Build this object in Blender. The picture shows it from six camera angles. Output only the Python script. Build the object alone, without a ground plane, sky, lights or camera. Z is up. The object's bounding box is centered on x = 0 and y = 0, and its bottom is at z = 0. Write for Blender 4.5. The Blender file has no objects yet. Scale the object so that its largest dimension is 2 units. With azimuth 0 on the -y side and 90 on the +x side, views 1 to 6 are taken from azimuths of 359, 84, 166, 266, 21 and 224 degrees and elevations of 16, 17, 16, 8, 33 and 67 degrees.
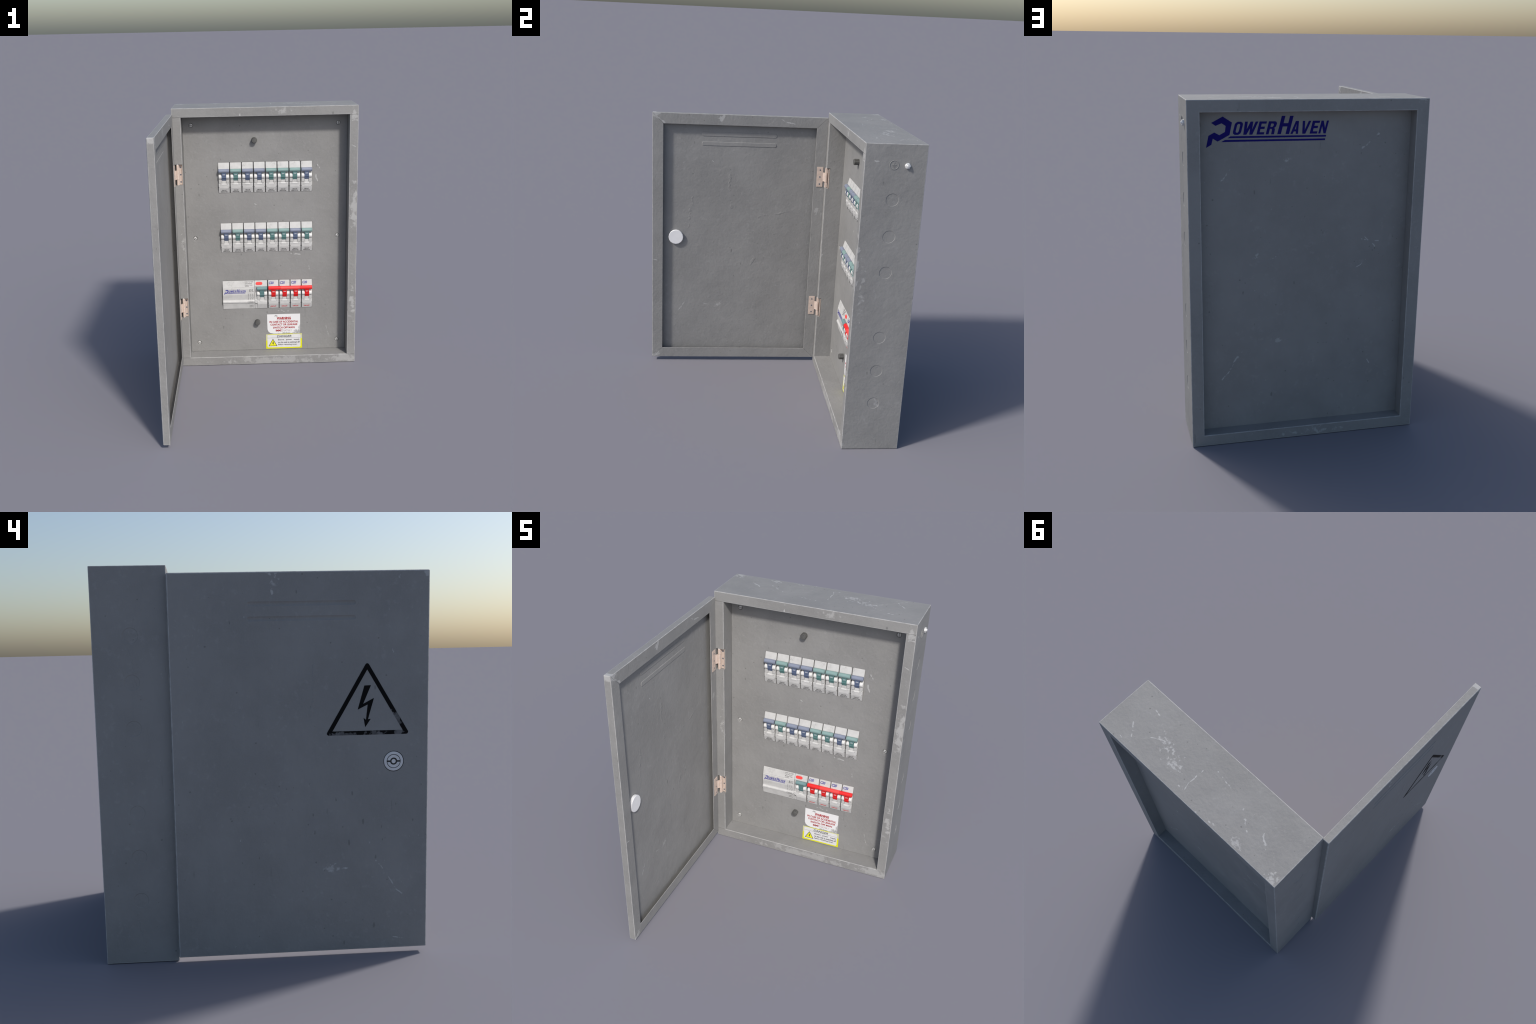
import bpy, bmesh, math, random
from mathutils import Vector, Matrix

random.seed(7)

# ------------------------------------------------------------------ sizes
X0, X1 = -0.6670, 0.6883         # case, left and right side
YF, YB = 0.4600, 0.8316          # case, front and back
H = 2.0
OX0, OX1 = -0.600, 0.625         # opening inside the case
OZ0, OZ1 = 0.0665, 1.934
RX0, RX1 = -0.5955, 0.6185        # opening at the rear, a little narrower
STEP_Y = 0.6040                  # where the two openings meet, behind the cover plate
PANEL_Y = 0.588                  # front of the cover plate
REAR_Y = 0.7520                  # face of the recessed back plate
DX_OUT, DX_IN = -0.7040, -0.6590  # door, outer and inner face (door stands open at 90 degrees)
DY0, DY1 = -0.8310, 0.4598       # door, free edge and hinge edge
DZ0, DZ1 = 0.0290, 1.9600
SKIN = 0.0060

# ------------------------------------------------------------------ node helpers

class Net:
    """Small wrapper that chains shader nodes."""
    def __init__(self, tree):
        self.t = tree

    def node(self, kind, **props):
        n = self.t.nodes.new(kind)
        for k, v in props.items():
            setattr(n, k, v)
        return n

    def put(self, sock, value):
        if isinstance(value, bpy.types.NodeSocket):
            self.t.links.new(value, sock)
        elif value is not None:
            sock.default_value = value

    def math(self, op, a, b=None, c=None, clamp=False):
        n = self.node("ShaderNodeMath", operation=op, use_clamp=clamp)
        for s, v in zip(n.inputs, (a, b, c)):
            self.put(s, v)
        return n.outputs[0]

    def vec(self, op, a, b=None, scale=None):
        n = self.node("ShaderNodeVectorMath", operation=op)
        self.put(n.inputs[0], a)
        if b is not None:
            self.put(n.inputs[1], b)
        if scale is not None:
            self.put(n.inputs[3], scale)
        return n.outputs[1] if op in ("LENGTH", "DISTANCE", "DOT_PRODUCT") else n.outputs[0]

    def ramp(self, value, lo, hi):
        n = self.node("ShaderNodeMapRange", interpolation_type="SMOOTHSTEP", clamp=True)
        self.put(n.inputs["Value"], value)
        self.put(n.inputs["From Min"], lo)
        self.put(n.inputs["From Max"], hi)
        return n.outputs["Result"]

    def noise(self, p, scale, detail=3.0, rough=0.55, distortion=0.0):
        n = self.node("ShaderNodeTexNoise")
        self.put(n.inputs["Vector"], p)
        n.inputs["Scale"].default_value = scale
        n.inputs["Detail"].default_value = detail
        n.inputs["Roughness"].default_value = rough
        n.inputs["Distortion"].default_value = distortion
        return n.outputs["Fac"]

    def mapped(self, p, rot=(0, 0, 0), scale=(1, 1, 1), loc=(0, 0, 0)):
        n = self.node("ShaderNodeMapping")
        self.put(n.inputs["Vector"], p)
        n.inputs["Rotation"].default_value = rot
        n.inputs["Scale"].default_value = scale
        n.inputs["Location"].default_value = loc
        return n.outputs[0]

    def mix(self, fac, a, b, blend="MIX"):
        n = self.node("ShaderNodeMix", data_type="RGBA", blend_type=blend)
        self.put(n.inputs[0], fac)
        for s, v in ((n.inputs[6], a), (n.inputs[7], b)):
            self.put(s, v if isinstance(v, bpy.types.NodeSocket) else (*v[:3], 1.0))
        return n.outputs[2]

    def bump(self, height, strength, distance, normal=None):
        n = self.node("ShaderNodeBump")
        n.inputs["Strength"].default_value = strength
        n.inputs["Distance"].default_value = distance
        self.put(n.inputs["Height"], height)
        if normal is not None:
            self.put(n.inputs["Normal"], normal)
        return n.outputs[0]


def make_group(name, sockets):
    g = bpy.data.node_groups.new(name, "ShaderNodeTree")
    for nm, kind in sockets:
        g.interface.new_socket(nm, in_out="INPUT", socket_type=kind)
    g.interface.new_socket("Mask", in_out="OUTPUT", socket_type="NodeSocketFloat")
    net = Net(g)
    return g, net, net.node("NodeGroupInput"), net.node("NodeGroupOutput")


def scratch_group():
    """Mask of one scratch: a line from A to B, W wide, ragged and broken along its length."""
    V, F = "NodeSocketVector", "NodeSocketFloat"
    g, n, i, o = make_group("scratch", [("P", V), ("A", V), ("B", V), ("W", F), ("Break", F)])
    wob = n.node("ShaderNodeTexNoise")
    n.put(wob.inputs["Vector"], i.outputs["P"])
    wob.inputs["Scale"].default_value = 28.0
    slow = n.node("ShaderNodeTexNoise")
    n.put(slow.inputs["Vector"], i.outputs["P"])
    slow.inputs["Scale"].default_value = 8.0
    shift = n.vec("SCALE", n.vec("SUBTRACT", wob.outputs["Color"], (0.5, 0.5, 0.5)), scale=0.006)
    shift = n.vec("ADD", shift, n.vec("SCALE", n.vec("SUBTRACT", slow.outputs["Color"], (0.5, 0.5, 0.5)), scale=0.05))
    p = n.vec("ADD", i.outputs["P"], shift)
    pa = n.vec("SUBTRACT", p, i.outputs["A"])
    ba = n.vec("SUBTRACT", i.outputs["B"], i.outputs["A"])
    h = n.math("DIVIDE", n.vec("DOT_PRODUCT", pa, ba), n.vec("DOT_PRODUCT", ba, ba), clamp=True)
    d = n.vec("LENGTH", n.vec("SUBTRACT", pa, n.vec("SCALE", ba, scale=h)))
    w = n.math("MULTIPLY", i.outputs["W"], n.math("MULTIPLY_ADD", n.noise(i.outputs["P"], 60.0, 2.0), 2.0, -0.25))
    body = n.math("SUBTRACT", 1.0, n.ramp(d, n.math("MULTIPLY", w, 0.45), w))
    gap = n.ramp(n.noise(i.outputs["P"], 30.0, 3.0), n.math("SUBTRACT", i.outputs["Break"], 0.02), n.math("ADD", i.outputs["Break"], 0.08))
    n.put(o.inputs[0], n.math("MULTIPLY", body, gap))
    return g


def patch_group():
    """Mask of one rubbed patch: noise that breaks through inside an ellipsoid C, R."""
    V, F = "NodeSocketVector", "NodeSocketFloat"
    g, n, i, o = make_group("rubbed_patch", [("P", V), ("C", V), ("R", V), ("Grain", F), ("Cut", F)])
    d = n.vec("LENGTH", n.vec("DIVIDE", n.vec("SUBTRACT", i.outputs["P"], i.outputs["C"]), i.outputs["R"]))
    fall = n.math("SUBTRACT", 1.0, d, clamp=True)
    t = n.node("ShaderNodeTexNoise")
    n.put(t.inputs["Vector"], i.outputs["P"])
    n.put(t.inputs["Scale"], i.outputs["Grain"])
    t.inputs["Detail"].default_value = 5.0
    t.inputs["Roughness"].default_value = 0.6
    v = n.math("MULTIPLY_ADD", fall, 0.42, t.outputs["Fac"])
    n.put(o.inputs[0], n.math("MULTIPLY", n.ramp(v, i.outputs["Cut"], n.math("ADD", i.outputs["Cut"], 0.12)), n.ramp(fall, 0.0, 0.15)))
    return g


SCRATCH = scratch_group()
PATCH = patch_group()


def use_group(n, g, **vals):
    x = n.node("ShaderNodeGroup", node_tree=g)
    for k, v in vals.items():
        n.put(x.inputs[k], v)
    return x.outputs[0]


def material(name):
    m = bpy.data.materials.new(name)
    m.use_nodes = True
    n = Net(m.node_tree)
    return m, n, m.node_tree.nodes["Principled BSDF"]


def plain(name, colour, rough=0.45, metallic=0.0, grime=0.06, scale=30.0, spec=0.4, smudge=0.0):
    """A single colour, faintly mottled; smudge adds a few thumb marks that differ from piece to piece."""
    m, n, b = material(name)
    p = n.node("ShaderNodeTexCoord").outputs["Object"]
    if smudge:
        p = n.vec("ADD", p, n.vec("SCALE", (3.1, 5.7, 2.3), scale=n.node("ShaderNodeObjectInfo").outputs["Random"]))
    v = n.ramp(n.noise(p, scale, 4.0), 0.3, 0.7)
    dark = tuple(c * (1 - grime) for c in colour)
    light = tuple(min(1.0, c * (1 + grime * 0.5)) for c in colour)
    col = n.mix(v, dark, light)
    if smudge:
        rub = n.math("MULTIPLY", n.ramp(n.noise(p, 16.0, 2.0), 0.54, 0.72), n.ramp(n.noise(p, 70.0, 4.0, 0.65), 0.40, 0.65))
        col = n.mix(n.math("MULTIPLY", rub, smudge), col, tuple(c * 0.6 for c in colour))
    n.put(b.inputs["Base Color"], col)
    b.inputs["Roughness"].default_value = rough
    b.inputs["Metallic"].default_value = metallic
    b.inputs["Specular IOR Level"].default_value = spec
    return m


PAINT = (0.251, 0.250, 0.2475)
WORN = (0.43, 0.43, 0.43)
ROUGH = 0.58


def paint(name, scratches=(), patches=(), creases=(), edge=False, tint=1.0):
    """Grey enamel: faint clouds, orange-peel, pin-holes, scuffs, scratches and rubbed patches."""
    m, n, b = material(name)
    p = n.node("ShaderNodeTexCoord").outputs["Object"]
    base = tuple(c * tint for c in PAINT)
    cloud = n.ramp(n.noise(p, 3.2, 5.0, 0.6), 0.3, 0.7)
    col = n.mix(cloud, tuple(c * 0.91 for c in base), tuple(c * 1.06 for c in base))
    smear = n.ramp(n.noise(n.mapped(p, scale=(9, 9, 2.2)), 1.0, 5.0, 0.65), 0.50, 0.75)
    col = n.mix(n.math("MULTIPLY", smear, 0.35), col, tuple(c * 0.86 for c in base))
    grain = n.noise(p, 210.0, 2.0)
    col = n.mix(n.math("MULTIPLY", n.ramp(grain, 0.3, 0.7), 0.26), col, tuple(c * 1.22 for c in base))
    blot = n.math("MULTIPLY", n.ramp(n.noise(p, 34.0, 4.0, 0.6), 0.54, 0.70), n.ramp(n.noise(n.mapped(p, loc=(1.3, 4.2, 2.9)), 5.5, 3.0), 0.40, 0.62))
    col = n.mix(n.math("MULTIPLY", blot, 0.15), col, WORN)
    # pin-holes, dirt specks and short dark nicks
    wob = n.noise(p, 90.0, 2.0)
    for rot, scl, k, gate in (((0.3, 0.5, 0.2), (1, 1, 1), 30.0, 0.50), ((0.6, 0.7, 0.5), (1.0, 1.0, 0.38), 26.0, 0.58)):
        spots = n.node("ShaderNodeTexVoronoi")
        n.put(spots.inputs["Vector"], n.mapped(p, rot=rot, scale=scl))
        spots.inputs["Scale"].default_value = k
        size = n.math("MULTIPLY", n.ramp(spots.outputs["Color"], gate, 1.0), 0.20)
        speck = n.math("SUBTRACT", 1.0, n.ramp(n.math("MULTIPLY_ADD", wob, 0.16, spots.outputs["Distance"]), size, n.math("ADD", size, 0.07)))
        col = n.mix(n.math("MULTIPLY", speck, 0.60), col, tuple(c * 0.55 for c in base))
    # fine dark hairlines
    hair = n.noise(n.mapped(p, rot=(0.5, 0.4, 0.9), scale=(60, 60, 5)), 1.0, 2.0)
    hair2 = n.noise(p, 5.0, 2.0)
    hm = n.math("MULTIPLY", n.ramp(hair, 0.69, 0.74), n.ramp(hair2, 0.54, 0.62))
    col = n.mix(n.math("MULTIPLY", hm, 0.4), col, tuple(c * 0.62 for c in base))
    # pale flecks where the enamel is chipped
    fl = n.noise(n.mapped(p, rot=(0.2, 0.7, 0.4), scale=(38, 38, 20)), 1.0, 3.0, 0.6)
    fl2 = n.noise(n.mapped(p, loc=(3.1, 1.7, 0.4)), 4.0, 2.0)
    wear = n.math("MULTIPLY", n.ramp(fl, 0.70, 0.76), n.math("MULTIPLY", n.ramp(fl2, 0.52, 0.66), 0.55))
    for a, c, w, br in scratches:
        wear = n.math("MAXIMUM", wear, n.math("MULTIPLY", use_group(n, SCRATCH, P=p, A=a, B=c, W=w, Break=br), 0.85))
    for c, r, g, cut, strength in patches:
        wear = n.math("MAXIMUM", wear, n.math("MULTIPLY", use_group(n, PATCH, P=p, C=c, R=r, Grain=g, Cut=cut), strength))
    if edge:
        rub = n.ramp(n.noise(p, 24.0, 4.0, 0.6), 0.30, 0.62)
        wear = n.math("MAXIMUM", wear, n.math("MULTIPLY_ADD", rub, 0.50, 0.28))
    col = n.mix(wear, col, WORN)
    n.put(b.inputs["Base Color"], col)
    peel = n.noise(p, 62.0, 3.0)
    low = n.noise(p, 11.0, 2.0)
    height = n.math("MULTIPLY_ADD", low, 2.2, peel)
    nrm = n.bump(height, 0.40, 0.0036)
    h2 = None
    for a, c, w in creases:
        s = use_group(n, SCRATCH, P=p, A=a, B=c, W=w, Break=0.2)
        h2 = s if h2 is None else n.math("MAXIMUM", h2, s)
    if h2 is not None:
        nrm = n.bump(h2, 0.4, 0.003, nrm)
    n.put(b.inputs["Normal"], nrm)
    n.put(b.inputs["Roughness"], n.math("MULTIPLY_ADD", cloud, 0.12, ROUGH))
    b.inputs["Specular IOR Level"].default_value = 0.2
    return m


# ------------------------------------------------------------------ mesh helpers
ROOT = bpy.data.objects.new("electrical_cabinet", None)
bpy.context.scene.collection.objects.link(ROOT)
ROOT["label"] = "grey steel electrical distribution cabinet with its door open"
ROOT["category"] = "electrical cabinet"


def add(name, mesh, mats, parent=None, matrix=None, smooth=True):
    o = bpy.data.objects.new(name, mesh)
    mesh.name = name
    bpy.context.scene.collection.objects.link(o)
    if mats is not None and not len(mesh.materials):
        for m in (mats if isinstance(mats, (list, tuple)) else [mats]):
            mesh.materials.append(m)
    o.parent = parent or ROOT
    if matrix is not None:
        o.matrix_local = matrix
    if smooth:
        mesh.shade_smooth()
        mesh.set_sharp_from_angle(angle=math.radians(32))
        mesh["rounded"] = True
    if mesh.get("rounded"):
        w = o.modifiers.new("flat faces stay flat", "WEIGHTED_NORMAL")
        w.keep_sharp, w.weight = True, 100
    return o


def to_mesh(bm):
    me = bpy.data.meshes.new("part")
    bmesh.ops.recalc_face_normals(bm, faces=bm.faces[:])
    bm.to_mesh(me)
    bm.free()
    return me


def box(bm, x0, x1, y0, y1, z0, z1, bevel=0.0, segments=2, mat=0, bevel_mat=None):
    vs = bmesh.ops.create_cube(bm, size=1.0)["verts"]
    for v in vs:
        v.co = Vector((x0 + (v.co.x + 0.5) * (x1 - x0), y0 + (v.co.y + 0.5) * (y1 - y0), z0 + (v.co.z + 0.5) * (z1 - z0)))
    faces = {f for v in vs for f in v.link_faces}
    for f in faces:
        f.material_index = mat
    if bevel:
        edges = list({e for v in vs for e in v.link_edges})
        bmesh.ops.bevel(bm, geom=edges, offset=bevel, segments=segments, profile=0.5, affect="EDGES",
                        material=-1 if bevel_mat is None else bevel_mat)


def prism(bm, points, axis_from, axis_to, frame, bevel=0.0, segments=1, mat=0):
    """Extrude a closed 2-D outline. frame(u, v, w) gives the 3-D point."""
    lo = [bm.verts.new(frame(u, v, axis_from)) for u, v in points]
    hi = [bm.verts.new(frame(u, v, axis_to)) for u, v in points]
    k = len(points)
    fs = [bm.faces.new(lo[::-1]), bm.faces.new(hi)]
    fs += [bm.faces.new((lo[i], lo[(i + 1) % k], hi[(i + 1) % k], hi[i])) for i in range(k)]
    for f in fs:
        f.material_index = mat
    bmesh.ops.recalc_face_normals(bm, faces=fs)
    if bevel:
        edges = list({e for f in fs for e in f.edges})
        bmesh.ops.bevel(bm, geom=edges, offset=bevel, segments=segments, profile=0.5, affect="EDGES", clamp_overlap=True)
    return fs


def lathe(bm, profile, segs, place, mat=0, cap_start=True, cap_end=True):
    """Turn (radius, height) pairs round an axis; place(a, b, h) gives the 3-D point."""
    rings = []
    for r, h in profile:
        rings.append([bm.verts.new(place(r * math.cos(2 * math.pi * i / segs), r * math.sin(2 * math.pi * i / segs), h)) for i in range(segs)])
    fs = []
    for a, b in zip(rings, rings[1:]):
        for i in range(segs):
            fs.append(bm.faces.new((a[i], a[(i + 1) % segs], b[(i + 1) % segs], b[i])))
    if cap_start:
        fs.append(bm.faces.new(rings[0][::-1]))
    if cap_end:
        fs.append(bm.faces.new(rings[-1]))
    for f in fs:
        f.material_index = mat
    bmesh.ops.recalc_face_normals(bm, faces=fs)
    return fs


def evaluated(o):
    dg = bpy.context.evaluated_depsgraph_get()
    dg.update()
    return bpy.data.meshes.new_from_object(o.evaluated_get(dg), depsgraph=dg)


def cut(mesh, cutter_mesh):
    """Boolean difference of two meshes, returned as a new mesh."""
    a = bpy.data.objects.new("solid", mesh)
    c = bpy.data.objects.new("cutter", cutter_mesh)
    for o in (a, c):
        bpy.context.scene.collection.objects.link(o)
    md = a.modifiers.new("cut", "BOOLEAN")
    md.operation, md.solver, md.object = "DIFFERENCE", "EXACT", c
    md.material_mode = "INDEX"
    out = evaluated(a)
    for o in (a, c):
        bpy.data.objects.remove(o)
    return out


def shape_mesh(loops, depth, bevel=0.0):
    """Flat plate from 2-D outlines (inner outlines become holes), from z = 0 to z = depth."""
    cu = bpy.data.curves.new("outline", "CURVE")
    cu.dimensions, cu.fill_mode = "2D", "BOTH"
    for pts in loops:
        s = cu.splines.new("POLY")
        s.points.add(len(pts) - 1)
        for q, (x, y) in zip(s.points, pts):
            q.co = (x, y, 0, 1)
        s.use_cyclic_u = True
    cu.extrude = depth / 2
    o = bpy.data.objects.new("outline", cu)
    bpy.context.scene.collection.objects.link(o)
    me = evaluated(o)
    bpy.data.objects.remove(o)
    bpy.data.curves.remove(cu)
    for v in me.vertices:
        v.co.z += depth / 2
    return me


def text_mesh(body, box2d, depth=0.0006, bold=0.0, shear=0.0, spacing=1.0):
    """Lettering fitted into box2d = (x0, x1, y0, y1) of its own plane."""
    cu = bpy.data.curves.new("lettering", "FONT")
    cu.body, cu.extrude, cu.offset, cu.shear = body, 0.5, bold, shear
    cu.resolution_u = 3
    cu.space_character = spacing
    o = bpy.data.objects.new("lettering", cu)
    bpy.context.scene.collection.objects.link(o)
    me = evaluated(o)
    bpy.data.objects.remove(o)
    bpy.data.curves.remove(cu)
    xs = [v.co.x for v in me.vertices]
    ys = [v.co.y for v in me.vertices]
    x0, x1, y0, y1 = box2d
    a, b = min(xs), max(xs)
    c, d = min(ys), max(ys)
    for v in me.vertices:
        v.co.x = x0 + (v.co.x - a) / (b - a) * (x1 - x0)
        v.co.y = y0 + (v.co.y - c) / (d - c) * (y1 - y0)
        v.co.z = (v.co.z + 0.5) * depth
    return me


def join_meshes(items):
    """One mesh out of (mesh, matrix, material index) triples."""
    bm = bmesh.new()
    for me, mx, idx in items:
        k = len(bm.faces)
        n0 = len(bm.verts)
        bm.from_mesh(me)
        bm.verts.ensure_lookup_table()
        bm.faces.ensure_lookup_table()
        if mx is not None:
            for v in bm.verts[n0:]:
                v.co = mx @ v.co
        for f in bm.faces[k:]:
            f.material_index = idx
    out = bpy.data.meshes.new("part")
    bm.to_mesh(out)
    bm.free()
    return out


def plane(origin, right, up):
    """Matrix that lays a 2-D drawing on a surface."""
    r, u = Vector(right).normalized(), Vector(up).normalized()
    w = r.cross(u)
    m = Matrix((r, u, w)).transposed().to_4x4()
    m.translation = Vector(origin)
    return m


def rounded_rect(x0, x1, y0, y1, r, k=5):
    pts = []
    for cx, cy, a0 in ((x1 - r, y1 - r, 0), (x0 + r, y1 - r, 90), (x0 + r, y0 + r, 180), (x1 - r, y0 + r, 270)):
        for i in range(k + 1):
            a = math.radians(a0 + 90 * i / k)
            pts.append((cx + r * math.cos(a), cy + r * math.sin(a)))
    return pts


def circle(cx, cy, r, k=40):
    return [(cx + r * math.cos(2 * math.pi * i / k), cy + r * math.sin(2 * math.pi * i / k)) for i in range(k)]


# ------------------------------------------------------------------ materials
M_CASE = paint("case_enamel",
    scratches=[((0.47, 0.79, H), (0.55, 0.69, H), 0.006, 0.40), ((0.535, 0.76, H), (0.50, 0.72, H), 0.005, 0.30),
               ((0.06, 0.79, H), (0.06, 0.63, H), 0.006, 0.36), ((0.10, 0.785, H), (0.02, 0.80, H), 0.005, 0.42),
               ((-0.25, 0.63, H), (-0.36, 0.72, H), 0.007, 0.42), ((-0.42, 0.66, H), (-0.49, 0.72, H), 0.008, 0.30),
               ((0.52, 0.56, H), (0.36, 0.55, H), 0.005, 0.48), ((0.0, 0.58, H), (-0.12, 0.60, H), 0.006, 0.44),
               ((0.33, 0.66, H), (0.42, 0.70, H), 0.006, 0.42), ((0.62, 0.80, H), (0.50, 0.81, H), 0.004, 0.40),
               ((-0.08, 0.83, H), (-0.22, 0.80, H), 0.007, 0.42),
               ((-0.17, YF, 1.99), (-0.175, YF, 1.94), 0.008, 0.25), ((0.65, YF, 1.72), (0.685, YF, 1.70), 0.005, 0.2),
               ((0.64, YF, 1.885), (0.68, YF, 1.889), 0.006, 0.3), ((-0.61, YB, 1.90), (0.69, YB, 1.86), 0.004, 0.60),
               ((X1, 0.52, 1.90), (X1, 0.55, 1.90), 0.006, 0.3)],
    patches=[((0.20, 0.72, H), (0.14, 0.09, 0.03), 42.0, 0.79, 0.75), ((-0.36, 0.80, H), (0.12, 0.06, 0.03), 50.0, 0.78, 0.6),
             ((-0.63, 0.815, H), (0.10, 0.10, 0.05), 40.0, 0.77, 0.7), ((0.3, 0.66, H), (0.34, 0.14, 0.03), 46.0, 0.86, 0.8),
             ((0.05, YF, 0.03), (0.80, 0.03, 0.07), 21.0, 0.74, 0.45), ((0.60, YF, 0.04), (0.20, 0.03, 0.06), 24.0, 0.68, 0.5),
             ((0.665, YF, 1.25), (0.05, 0.04, 0.30), 22.0, 0.68, 0.7), ((0.66, YF, 1.93), (0.05, 0.04, 0.06), 24.0, 0.68, 0.65),
             ((0.13, YF, 1.97), (0.16, 0.04, 0.05), 24.0, 0.76, 0.55), ((0.66, YF, 0.5), (0.06, 0.04, 0.45), 22.0, 0.80, 0.7),
             ((-0.61, YF, 0.98), (0.05, 0.05, 0.30), 26.0, 0.82, 0.8),
             ((X1, 0.66, 0.30), (0.03, 0.2, 0.5), 18.0, 0.92, 0.6), ((X1, 0.5, 1.1), (0.03, 0.06, 0.6), 26.0, 0.84, 0.55),
             ((0.0, YB, 0.03), (0.7, 0.05, 0.07), 26.0, 0.86, 0.7)],
    creases=[((X0, 0.65, 1.60), (X0, 0.60, 1.36), 0.016), ((X0, 0.66, 0.26), (X0, 0.63, 0.06), 0.016)])
M_EDGE = paint("rubbed_edge", edge=True)
M_PLATE = paint("cover_enamel",
    scratches=[((0.385, PANEL_Y, 1.50), (0.40, PANEL_Y, 1.42), 0.007, 0.42), ((0.40, PANEL_Y, 1.55), (0.44, PANEL_Y, 1.50), 0.006, 0.46),
               ((0.20, PANEL_Y, 0.865), (0.27, PANEL_Y, 0.85), 0.008, 0.46), ((0.33, PANEL_Y, 0.80), (0.345, PANEL_Y, 0.70), 0.006, 0.48),
               ((0.10, PANEL_Y, 0.40), (0.18, PANEL_Y, 0.395), 0.010, 0.44), ((0.47, PANEL_Y, 0.26), (0.50, PANEL_Y, 0.16), 0.006, 0.44),
               ((-0.08, PANEL_Y, 1.27), (-0.06, PANEL_Y, 1.26), 0.008, 0.35), ((0.12, PANEL_Y, 0.405), (0.16, PANEL_Y, 0.39), 0.010, 0.35)])
M_REAR = paint("back_enamel",
    scratches=[((0.50, REAR_Y, 1.55), (0.42, REAR_Y, 1.66), 0.007, 0.40), ((0.50, REAR_Y, 0.38), (0.38, REAR_Y, 0.55), 0.008, 0.36),
               ((-0.42, REAR_Y, 1.13), (-0.34, REAR_Y, 1.22), 0.008, 0.42), ((-0.44, REAR_Y, 1.17), (-0.33, REAR_Y, 1.19), 0.006, 0.45),
               ((0.18, REAR_Y, 1.11), (0.24, REAR_Y, 1.08), 0.008, 0.38), ((-0.40, REAR_Y, 1.80), (-0.31, REAR_Y, 1.72), 0.009, 0.46),
               ((-0.30, REAR_Y, 1.02), (-0.36, REAR_Y, 1.07), 0.006, 0.40), ((-0.43, REAR_Y, 0.37), (-0.40, REAR_Y, 0.42), 0.006, 0.30)],
    patches=[((0.13, REAR_Y, 1.66), (0.06, 0.03, 0.05), 40.0, 0.80, 0.7), ((0.16, REAR_Y, 0.60), (0.08, 0.03, 0.06), 40.0, 0.78, 0.6),
             ((0.3, REAR_Y, 1.12), (0.05, 0.03, 0.05), 40.0, 0.80, 0.7)])
M_DOOR = paint("door_enamel",
    scratches=[((DX_OUT, -0.56, 0.50), (DX_OUT, -0.70, 0.33), 0.006, 0.44), ((DX_OUT, -0.04, 1.955), (DX_OUT, -0.05, 1.86), 0.008, 0.42),
               ((DX_OUT, -0.02, 1.95), (DX_OUT, -0.08, 1.92), 0.007, 0.42), ((DX_OUT, -0.65, 0.09), (DX_OUT, -0.80, 0.08), 0.005, 0.46),
               ((DX_OUT, -0.30, 0.46), (DX_OUT, -0.45, 0.47), 0.007, 0.48), ((-0.695, -0.40, 1.62), (-0.695, -0.38, 1.60), 0.005, 0.4)],
    patches=[((DX_OUT, -0.33, 0.47), (0.02, 0.07, 0.05), 44.0, 0.76, 0.6), ((DX_OUT, -0.06, 1.92), (0.02, 0.06, 0.08), 36.0, 0.82, 0.7), ((-0.68, -0.825, 1.955), (0.06, 0.03, 0.04), 30.0, 0.55, 0.8)],
    creases=[((-0.694, -0.03, 1.19), (-0.694, 0.29, 1.24), 0.010), ((-0.694, -0.53, 1.34), (-0.694, -0.56, 1.10), 0.014),
             ((DX_OUT, -0.26, 1.50), (DX_OUT, -0.24, 1.26), 0.016), ((-0.694, -0.05, 0.84), (-0.694, -0.06, 0.80), 0.02)])
M_LIP = paint("door_lip_enamel",
    scratches=[((DX_IN, -0.80, 1.93), (DX_IN, -0.74, 1.885), 0.010, 0.42), ((DX_IN, -0.82, 1.885), (DX_IN, -0.79, 1.88), 0.007, 0.3),
               ((DX_IN, 0.10, 1.945), (DX_IN, 0.18, 1.91), 0.006, 0.34), ((DX_IN, 0.18, 1.905), (DX_IN, 0.21, 1.90), 0.006, 0.3),
               ((DX_IN, 0.39, 1.38), (DX_IN, 0.45, 1.43), 0.006, 0.3), ((DX_IN, -0.82, 0.84), (DX_IN, -0.80, 0.835), 0.006, 0.3)],
    patches=[((DX_IN, -0.33, 1.93), (0.03, 0.06, 0.05), 30.0, 0.76, 0.8), ((DX_IN, 0.42, 1.25), (0.03, 0.06, 0.12), 34.0, 0.80, 0.6),
             ((DX_IN, -0.80, 0.05), (0.03, 0.06, 0.05), 30.0, 0.72, 0.7), ((DX_IN, -0.81, 1.955), (0.06, 0.05, 0.03), 26.0, 0.62, 0.8)])
M_BODY = plain("breaker_plastic", (0.545, 0.545, 0.540), 0.5, grime=0.07, scale=26, smudge=0.65)  # whole body greyed down for the occlusion shading on its lower front
M_BODY_GREY = plain("breaker_shoulder_plastic", (0.47, 0.47, 0.465), 0.5, grime=0.08)
M_BODY_WHITE = plain("breaker_rocker_plastic", (0.70, 0.70, 0.69), 0.45, grime=0.04)
M_BLUE = plain("blue_plastic", (0.218, 0.248, 0.330), 0.42)
M_BLUE_STEM = plain("blue_stem_plastic", (0.098, 0.130, 0.215), 0.45)  # stem colours darkened against their bars, mostly for the weaker light on them
M_GREEN = plain("green_plastic", (0.215, 0.330, 0.322), 0.42)
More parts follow.
